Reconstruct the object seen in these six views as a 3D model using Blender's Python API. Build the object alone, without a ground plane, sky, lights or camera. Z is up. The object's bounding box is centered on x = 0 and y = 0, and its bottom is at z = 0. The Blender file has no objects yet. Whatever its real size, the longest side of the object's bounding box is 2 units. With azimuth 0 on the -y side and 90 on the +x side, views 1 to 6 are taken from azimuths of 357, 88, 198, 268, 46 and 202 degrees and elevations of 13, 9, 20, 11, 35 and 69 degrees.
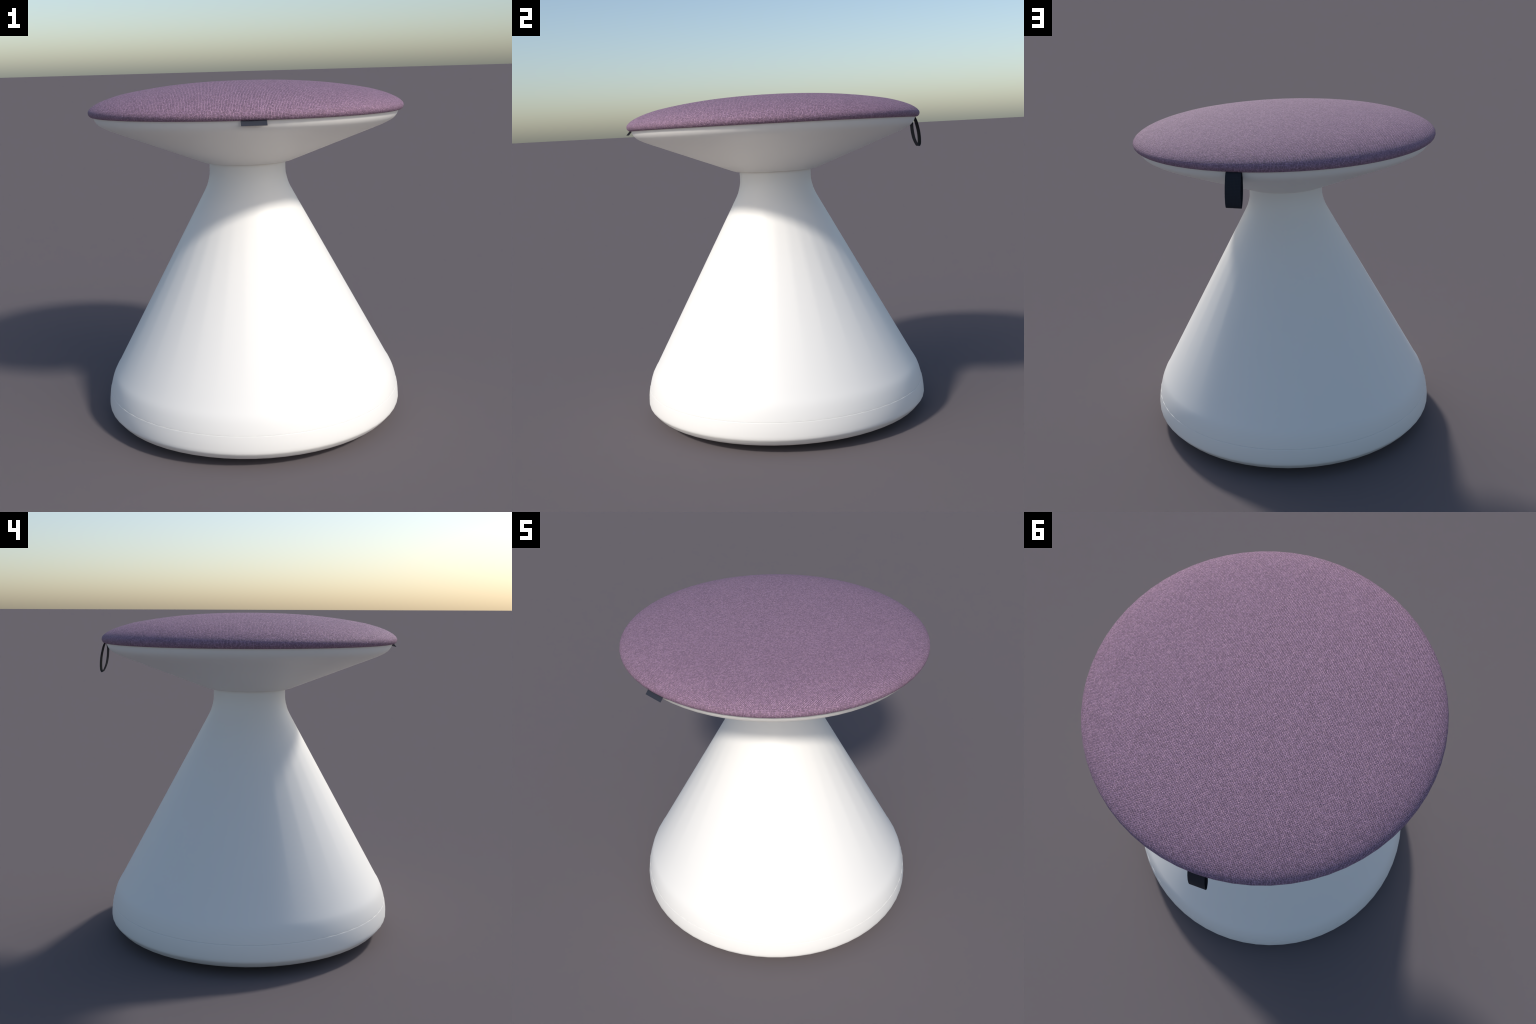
"""Round wobble stool: white flared pedestal on a domed foot, dish-shaped seat
shell, woven mauve cushion, a dark webbing pull loop at the back and a small
fabric tab at the front."""
import bpy
import bmesh
import math
from mathutils import Vector

AXIS_Y = -0.0083           # the turned parts stand a little forward of the box centre
SEGMENTS = 64              # facets of every turned part


# ------------------------------------------------------------------ node helpers
class Nodes:
    def __init__(self, name):
        self.mat = bpy.data.materials.new(name)
        self.mat.use_nodes = True
        self.tree = self.mat.node_tree
        self.bsdf = self.tree.nodes["Principled BSDF"]

    def new(self, kind, **props):
        n = self.tree.nodes.new(kind)
        for k, v in props.items():
            setattr(n, k, v)
        return n

    def put(self, socket, value):
        if isinstance(value, bpy.types.NodeSocket):
            self.tree.links.new(value, socket)
        else:
            socket.default_value = value

    def math(self, op, a, b=0.0, c=0.0):
        n = self.new("ShaderNodeMath", operation=op)
        for s, v in zip(n.inputs, (a, b, c)):
            self.put(s, v)
        return n.outputs[0]

    def mix(self, fac, a, b):
        n = self.new("ShaderNodeMix", data_type="FLOAT")
        self.put(n.inputs[0], fac)
        self.put(n.inputs[2], a)
        self.put(n.inputs[3], b)
        return n.outputs[0]

    def colour(self, fac, a, b, blend="MIX"):
        n = self.new("ShaderNodeMix", data_type="RGBA", blend_type=blend)
        self.put(n.inputs[0], fac)
        self.put(n.inputs[6], a)
        self.put(n.inputs[7], b)
        return n.outputs[2]

    def combine(self, x, y, z=0.0):
        n = self.new("ShaderNodeCombineXYZ")
        for s, v in zip(n.inputs, (x, y, z)):
            self.put(s, v)
        return n.outputs[0]

    def noise(self, vector, scale, detail=2.0):
        n = self.new("ShaderNodeTexNoise")
        self.put(n.inputs["Vector"], vector)
        n.inputs["Scale"].default_value = scale
        n.inputs["Detail"].default_value = detail
        return n.outputs["Fac"]

    def white(self, vector):
        n = self.new("ShaderNodeTexWhiteNoise", noise_dimensions="3D")
        self.put(n.inputs["Vector"], vector)
        return n.outputs["Value"]

    def smooth(self, value, lo, hi):
        n = self.new("ShaderNodeMapRange", interpolation_type="SMOOTHSTEP")
        self.put(n.inputs["Value"], value)
        n.inputs["From Min"].default_value = lo
        n.inputs["From Max"].default_value = hi
        return n.outputs["Result"]

    def object_xyz(self):
        tc = self.new("ShaderNodeTexCoord")
        sep = self.new("ShaderNodeSeparateXYZ")
        self.tree.links.new(tc.outputs["Object"], sep.inputs[0])
        return tc.outputs["Object"], sep.outputs[0], sep.outputs[1], sep.outputs[2]


def plastic_material():
    n = Nodes("white_plastic")
    n.bsdf.inputs["Base Color"].default_value = (0.910, 0.882, 0.830, 1)
    n.bsdf.inputs["Roughness"].default_value = 0.5
    pos, *_ = n.object_xyz()
    bump = n.new("ShaderNodeBump")
    bump.inputs["Strength"].default_value = 0.02
    bump.inputs["Distance"].default_value = 0.001
    n.put(bump.inputs["Height"], n.noise(pos, 400.0, 1.0))
    n.put(n.bsdf.inputs["Normal"], bump.outputs[0])
    return n.mat


def woven_material():
    """Plain weave of mixed mauve yarns: laid flat along x and y over the top,
    wrapped round the rim."""
    n = Nodes("woven_mauve_wool")
    pos, x, y, z = n.object_xyz()
    pitch, rim_pitch = 0.0074, 0.0067
    radius = n.math("SQRT", n.math("ADD", n.math("MULTIPLY", x, x), n.math("MULTIPLY", y, y)))
    turns = n.math("DIVIDE", n.math("ARCTAN2", y, x), 2 * math.pi)
    around = n.math("MULTIPLY", turns, 2 * round(math.pi * 0.9 / rim_pitch))
    fray = n.math("MULTIPLY", n.math("SUBTRACT", n.noise(pos, 90.0, 2.0), 0.5), 0.045)
    rim = n.math("GREATER_THAN", n.math("ADD", radius, fray), 0.884)

    def wander(vector):
        """Yarns drift sideways: a slow sway plus a quick jitter."""
        slow = n.math("MULTIPLY", n.math("SUBTRACT", n.noise(vector, 26.0, 1.0), 0.5), 1.2)
        quick = n.math("MULTIPLY", n.math("SUBTRACT", n.noise(vector, 110.0, 1.0), 0.5), 0.6)
        return n.math("ADD", slow, quick)

    u = n.math("ADD", n.mix(rim, n.math("DIVIDE", x, pitch), around), wander(pos))
    v = n.math("ADD", n.mix(rim, n.math("DIVIDE", y, pitch), n.math("DIVIDE", z, rim_pitch)),
               wander(n.combine(y, z, x)))
    iu, iv = n.math("FLOOR", u), n.math("FLOOR", v)
    su = n.math("ABSOLUTE", n.math("SINE", n.math("MULTIPLY", u, math.pi)))
    sv = n.math("ABSOLUTE", n.math("SINE", n.math("MULTIPLY", v, math.pi)))
    # holes where four yarns meet, stretched along the warp, and furrows between warps
    hole = n.math("SUBTRACT", 1.0, n.math("DIVIDE", n.math("ADD", su, n.math("MULTIPLY", sv, 0.75)), 1.0))
    hole = n.math("MAXIMUM", hole, 0.0)
    furrow = n.math("POWER", n.math("SUBTRACT", 1.0, su), 2.0)
    ridge = n.math("POWER", n.math("SUBTRACT", 1.0, sv), 2.0)
    patchy = n.smooth(n.noise(pos, 150.0, 1.0), 0.25, 0.75)
    patchy_b = n.smooth(n.noise(n.combine(z, x, y), 150.0, 1.0), 0.25, 0.75)
    gap = n.math("MULTIPLY", hole, n.math("ADD", 0.55, n.math("MULTIPLY", patchy, 1.1)))
    gap = n.math("ADD", gap, n.math("MULTIPLY", n.math("MULTIPLY", furrow, patchy_b), 0.42))
    gap = n.math("ADD", gap, n.math("MULTIPLY", n.math("MULTIPLY", ridge, patchy), 0.25))
    gap = n.math("MINIMUM", gap, 1.0)
    # plain weave: the yarn on top alternates from cell to cell
    over = n.math("ABSOLUTE", n.math("MODULO", n.math("ADD", iu, iv), 2.0))
    fuzz = n.noise(pos, 330.0, 2.0)
    height = n.math("SUBTRACT", 1.0, gap)
    height = n.math("ADD", height, n.math("MULTIPLY", n.math("SUBTRACT", fuzz, 0.5), 0.80))
    # yarn colours: each yarn length differs a little; crossings lightened for painted glints
    cell = n.white(n.combine(iu, iv, 3.0))
    run = n.white(n.combine(n.mix(over, n.math("FLOOR", n.math("MULTIPLY", iu, 0.5)), iu),
                            n.mix(over, iv, n.math("FLOOR", n.math("MULTIPLY", iv, 0.5))), over))
    drift = n.noise(pos, 14.0, 4.0)
    ramp = n.new("ShaderNodeValToRGB")
    cr = ramp.color_ramp
    cr.elements[0].position, cr.elements[0].color = 0.0, (0.345, 0.212, 0.312, 1)
    cr.elements[1].position, cr.elements[1].color = 1.0, (0.428, 0.266, 0.362, 1)
    for p, c in ((0.3, (0.366, 0.224, 0.328, 1)), (0.75, (0.388, 0.238, 0.340, 1))):
        e = cr.elements.new(p)
        e.color = c
    n.put(ramp.inputs[0], run)
    shade = n.math("ADD", 0.40, n.math("MULTIPLY", height, 0.58))
    shade = n.math("MULTIPLY", shade, n.math("ADD", 0.80, n.math("MULTIPLY", cell, 0.40)))
    shade = n.math("MULTIPLY", shade, n.math("ADD", 0.95, n.math("MULTIPLY", drift, 0.10)))
    col = n.colour(1.0, ramp.outputs[0], n.combine(shade, shade, shade), "MULTIPLY")
    n.put(n.bsdf.inputs["Base Color"], col)
    n.bsdf.inputs["Roughness"].default_value = 0.75
    n.bsdf.inputs["Specular IOR Level"].default_value = 0.4
    bump = n.new("ShaderNodeBump")
    bump.inputs["Strength"].default_value = 0.9
    bump.inputs["Distance"].default_value = 0.005
    n.put(bump.inputs["Height"], height)
    n.put(n.bsdf.inputs["Normal"], bump.outputs[0])
    return n.mat


def webbing_material(name, base, along, across):
    """Ribbed woven tape; along/across are the rib pitches in metres."""
    n = Nodes(name)
    pos, x, y, z = n.object_xyz()
    rib = n.math("ABSOLUTE", n.math("SINE", n.math("MULTIPLY", z, math.pi / along)))
    rib_b = n.math("ABSOLUTE", n.math("SINE", n.math("MULTIPLY", x, math.pi / across)))
    height = n.math("MULTIPLY", n.math("ADD", rib, rib_b), 0.5)
    shade = n.math("ADD", 0.70, n.math("MULTIPLY", height, 0.50))
    n.put(n.bsdf.inputs["Base Color"], n.colour(1.0, base, n.combine(shade, shade, shade), "MULTIPLY"))
    n.bsdf.inputs["Roughness"].default_value = 0.7
    n.bsdf.inputs["Specular IOR Level"].default_value = 0.35
    bump = n.new("ShaderNodeBump")
    bump.inputs["Strength"].default_value = 0.25
    bump.inputs["Distance"].default_value = 0.001
    n.put(bump.inputs["Height"], height)
    n.put(n.bsdf.inputs["Normal"], bump.outputs[0])
    return n.mat


# ------------------------------------------------------------------ mesh helpers
def finish(bm, name, material, parent, sharp=35.0):
    bmesh.ops.recalc_face_normals(bm, faces=bm.faces)
    me = bpy.data.meshes.new(name)
    bm.to_mesh(me)
    bm.free()
    me.polygons.foreach_set("use_smooth", [True] * len(me.polygons))
    me.set_sharp_from_angle(angle=math.radians(sharp))
    me.materials.append(material)
    ob = bpy.data.objects.new(name, me)
    bpy.context.scene.collection.objects.link(ob)
    ob.parent = parent
    return ob


def turned(name, profile, material, parent, phase=0.5, sharp=35.0, segments=SEGMENTS):
    """Spin an (r, z) profile about the z axis; ends at r = 0 close to a point.
    A third entry in a profile point halves (2) the facets of that ring."""
    bm = bmesh.new()
    rings = []
    for r, z, *thin in profile:
        step = thin[0] if thin else 1
        if r < 1e-6:
            rings.append([bm.verts.new((0, 0, z))])
        else:
            rings.append([bm.verts.new((r * math.cos(2 * math.pi * (i + phase) / segments),
                                        r * math.sin(2 * math.pi * (i + phase) / segments), z))
                          for i in range(0, segments, step)])
    for a, b in zip(rings[:-1], rings[1:]):
        na, nb = len(a), len(b)
        if nb * 2 == na:
            # fine ring below, coarse ring above: a fan of two at every coarse corner
            for k in range(nb):
                m = (k + 1) % nb
                lo, mid, hi = a[2 * k - 1], a[2 * k], a[(2 * k + 1) % na]
                bm.faces.new((lo, mid, b[k]))
                bm.faces.new((mid, hi, b[k]))
                bm.faces.new((hi, b[m], b[k]))
            continue
        for i in range(max(na, nb)):
            j = (i + 1) % max(na, nb)
            if na == 1 and nb > 1:
                bm.faces.new((a[0], b[j], b[i]))
            elif nb == 1 and na > 1:
                bm.faces.new((a[i], a[j], b[0]))
            elif na > 1:
                bm.faces.new((a[i], a[j], b[j], b[i]))
    return finish(bm, name, material, parent, sharp)


def strip(name, path, half_width, thickness, material, parent, closed=False):
    """A flat tape of constant width (along x) following a (y, z) path."""
    bm = bmesh.new()
    n = len(path)
    rings = []
    for i, (y, z) in enumerate(path):
        if closed:
            p, q = path[i - 1], path[(i + 1) % n]
        else:
            p, q = path[max(i - 1, 0)], path[min(i + 1, n - 1)]
        t = Vector((q[0] - p[0], q[1] - p[1])).normalized()
        ny, nz = -t.y * thickness / 2, t.x * thickness / 2
        rings.append([bm.verts.new((sx * half_width, y + s * ny - AXIS_Y, z + s * nz))
                      for sx, s in ((-1, 1), (1, 1), (1, -1), (-1, -1))])
    pairs = list(zip(rings[:-1], rings[1:])) + ([(rings[-1], rings[0])] if closed else [])
    for a, b in pairs:
        for k in range(4):
            m = (k + 1) % 4
            bm.faces.new((a[k], a[m], b[m], b[k]))
    if not closed:
        bm.faces.new(rings[0])
        bm.faces.new(rings[-1][::-1])
    return finish(bm, name, material, parent, 40.0)


def smooth_path(points, steps=5, closed=False):
    """Catmull-Rom through the points."""
    n, out = len(points), []
    for i in range(n if closed else n - 1):
        if closed:
            p = [points[(i + k) % n] for k in (-1, 0, 1, 2)]
        else:
            p = [points[min(max(i + k, 0), n - 1)] for k in (-1, 0, 1, 2)]
        for s in range(steps):
            t = s / steps
            out.append(tuple(0.5 * (2 * p[1][d] + (p[2][d] - p[0][d]) * t
                                    + (2 * p[0][d] - 5 * p[1][d] + 4 * p[2][d] - p[3][d]) * t * t
                                    + (3 * p[1][d] - p[0][d] - 3 * p[2][d] + p[3][d]) * t ** 3)
                             for d in (0, 1)))
    if not closed:
        out.append(points[-1])
    return out


# ------------------------------------------------------------------ the stool
stool = bpy.data.objects.new("wobble_stool", None)
stool.location = (0, AXIS_Y, 0)
bpy.context.scene.collection.objects.link(stool)
stool["label"] = "round white flared stool with woven mauve cushion"
stool["category"] = "stool"

plastic = plastic_material()
wool = woven_material()
loop_tape = webbing_material("dark_webbing", (0.0100, 0.0135, 0.0225, 1), 0.0075, 0.0075)
tab_tape = webbing_material("slate_ribbon", (0.0235, 0.0275, 0.041, 1), 0.0035, 0.0035)

# foot: shallow domed underside, rounded lip, stops at the seam
SEAM = 0.1965
foot_profile = [(0.0, 0.0), (0.30, 0.0003), (0.50, 0.0008), (0.62, 0.0020), (0.70, 0.0085), (0.75, 0.0225),
                (0.800, 0.0410), (0.840, 0.0518), (0.8555, 0.0602), (0.8680, 0.0740), (0.8790, 0.0880),
                (0.8845, 0.0950), (0.8868, 0.1035), (0.8868, 0.1180), (0.8857, 0.1400), (0.8825, 0.1660),
                (0.8779, SEAM - 0.0060), (0.8769, SEAM - 0.0008), (0.8764, SEAM - 0.0002), (0.8700, SEAM),
                (0.8700, SEAM - 0.02)]
turned("foot", foot_profile, plastic, stool, phase=0.5, sharp=30)

# pedestal: rounded shoulder, straight cone, hollow neck
CONE_FOOT, CONE_NECK = (0.8260, 0.322), (0.2636, 1.356, 2)   # the neck has half the facets
pedestal_profile = [(0.866, SEAM - 0.01), (0.866, SEAM + 0.0007), (0.8757, SEAM + 0.0007), (0.8748, SEAM + 0.006),
                    (0.8697, 0.222), (0.8640, 0.242), (0.8572, 0.262), (0.8492, 0.282), (0.8387, 0.302),
                    CONE_FOOT, CONE_NECK]
pedestal_profile += [(0.2510, 1.380, 2), (0.2413, 1.401, 2), (0.2347, 1.421, 2), (0.2290, 1.443, 2),
                     (0.2247, 1.466, 2), (0.2234, 1.488, 2), (0.2234, 1.545, 2)]
turned("pedestal", pedestal_profile, plastic, stool, phase=0.0, sharp=30)

# seat shell: flat collar, straight flare, upturned rim
shell_profile = [(0.0, 1.5362), (0.20, 1.5362), (0.2360, 1.5362), (0.2500, 1.5376), (0.2610, 1.5403), (0.2720, 1.5444)]
for k in range(1, 7):
    t = k / 6
    shell_profile.append((0.272 + t * (0.787 - 0.272), 1.5444 + t * (1.7428 - 1.5444)))
shell_profile += [(0.8100, 1.7532), (0.8300, 1.7635), (0.8463, 1.7742), (0.8585, 1.7868), (0.8673, 1.8008),
                  (0.8728, 1.8150), (0.8740, 1.8222), (0.8500, 1.8260), (0.0, 1.8260)]
turned("seat_shell", shell_profile, plastic, stool, phase=0.0, sharp=50)

# cushion: low dome rolling over into a tight edge
cushion_profile = [(0.0, 1.8232), (0.8450, 1.8228), (0.8650, 1.8208), (0.8800, 1.8198), (0.8885, 1.8218),
                   (0.8950, 1.8266), (0.8996, 1.8340), (0.9014, 1.8430), (0.9002, 1.8520), (0.8945, 1.8608),
                   (0.8857, 1.8698), (0.8725, 1.8797), (0.8550, 1.8902), (0.8335, 1.9003), (0.8078, 1.9104),
                   (0.7780, 1.9204), (0.7440, 1.9302)]
for k in range(19):
    r = 0.71 * (1 - k / 19)
    cushion_profile.append((r, 2.0 - 0.0610 * (r / 0.71) ** 2.3))
cushion_profile.append((0.0, 2.0))
turned("cushion", cushion_profile, wool, stool, phase=0.0, sharp=60)

# pull loop at the back: a teardrop of tape hanging from under the cushion
loop_points = [(0.8725, 1.8215), (0.8820, 1.8140), (0.8925, 1.7890), (0.9030, 1.7480), (0.9085, 1.7160),
               (0.9110, 1.6800), (0.9097, 1.6520), (0.9022, 1.6384), (0.8945, 1.6470), (0.8840, 1.6680),
               (0.8750, 1.6930), (0.8680, 1.7290), (0.8650, 1.7590), (0.8640, 1.7870), (0.8670, 1.8090)]
strip("pull_loop", smooth_path(loop_points, 4, closed=True), 0.0427, 0.0022, loop_tape, stool, closed=True)

# fabric tab at the front
tab_points = [(-0.8700, 1.8400), (-0.8820, 1.8290), (-0.8945, 1.8155), (-0.9115, 1.7968)]
strip("fabric_tab", tab_points, 0.0630, 0.0016, tab_tape, stool)
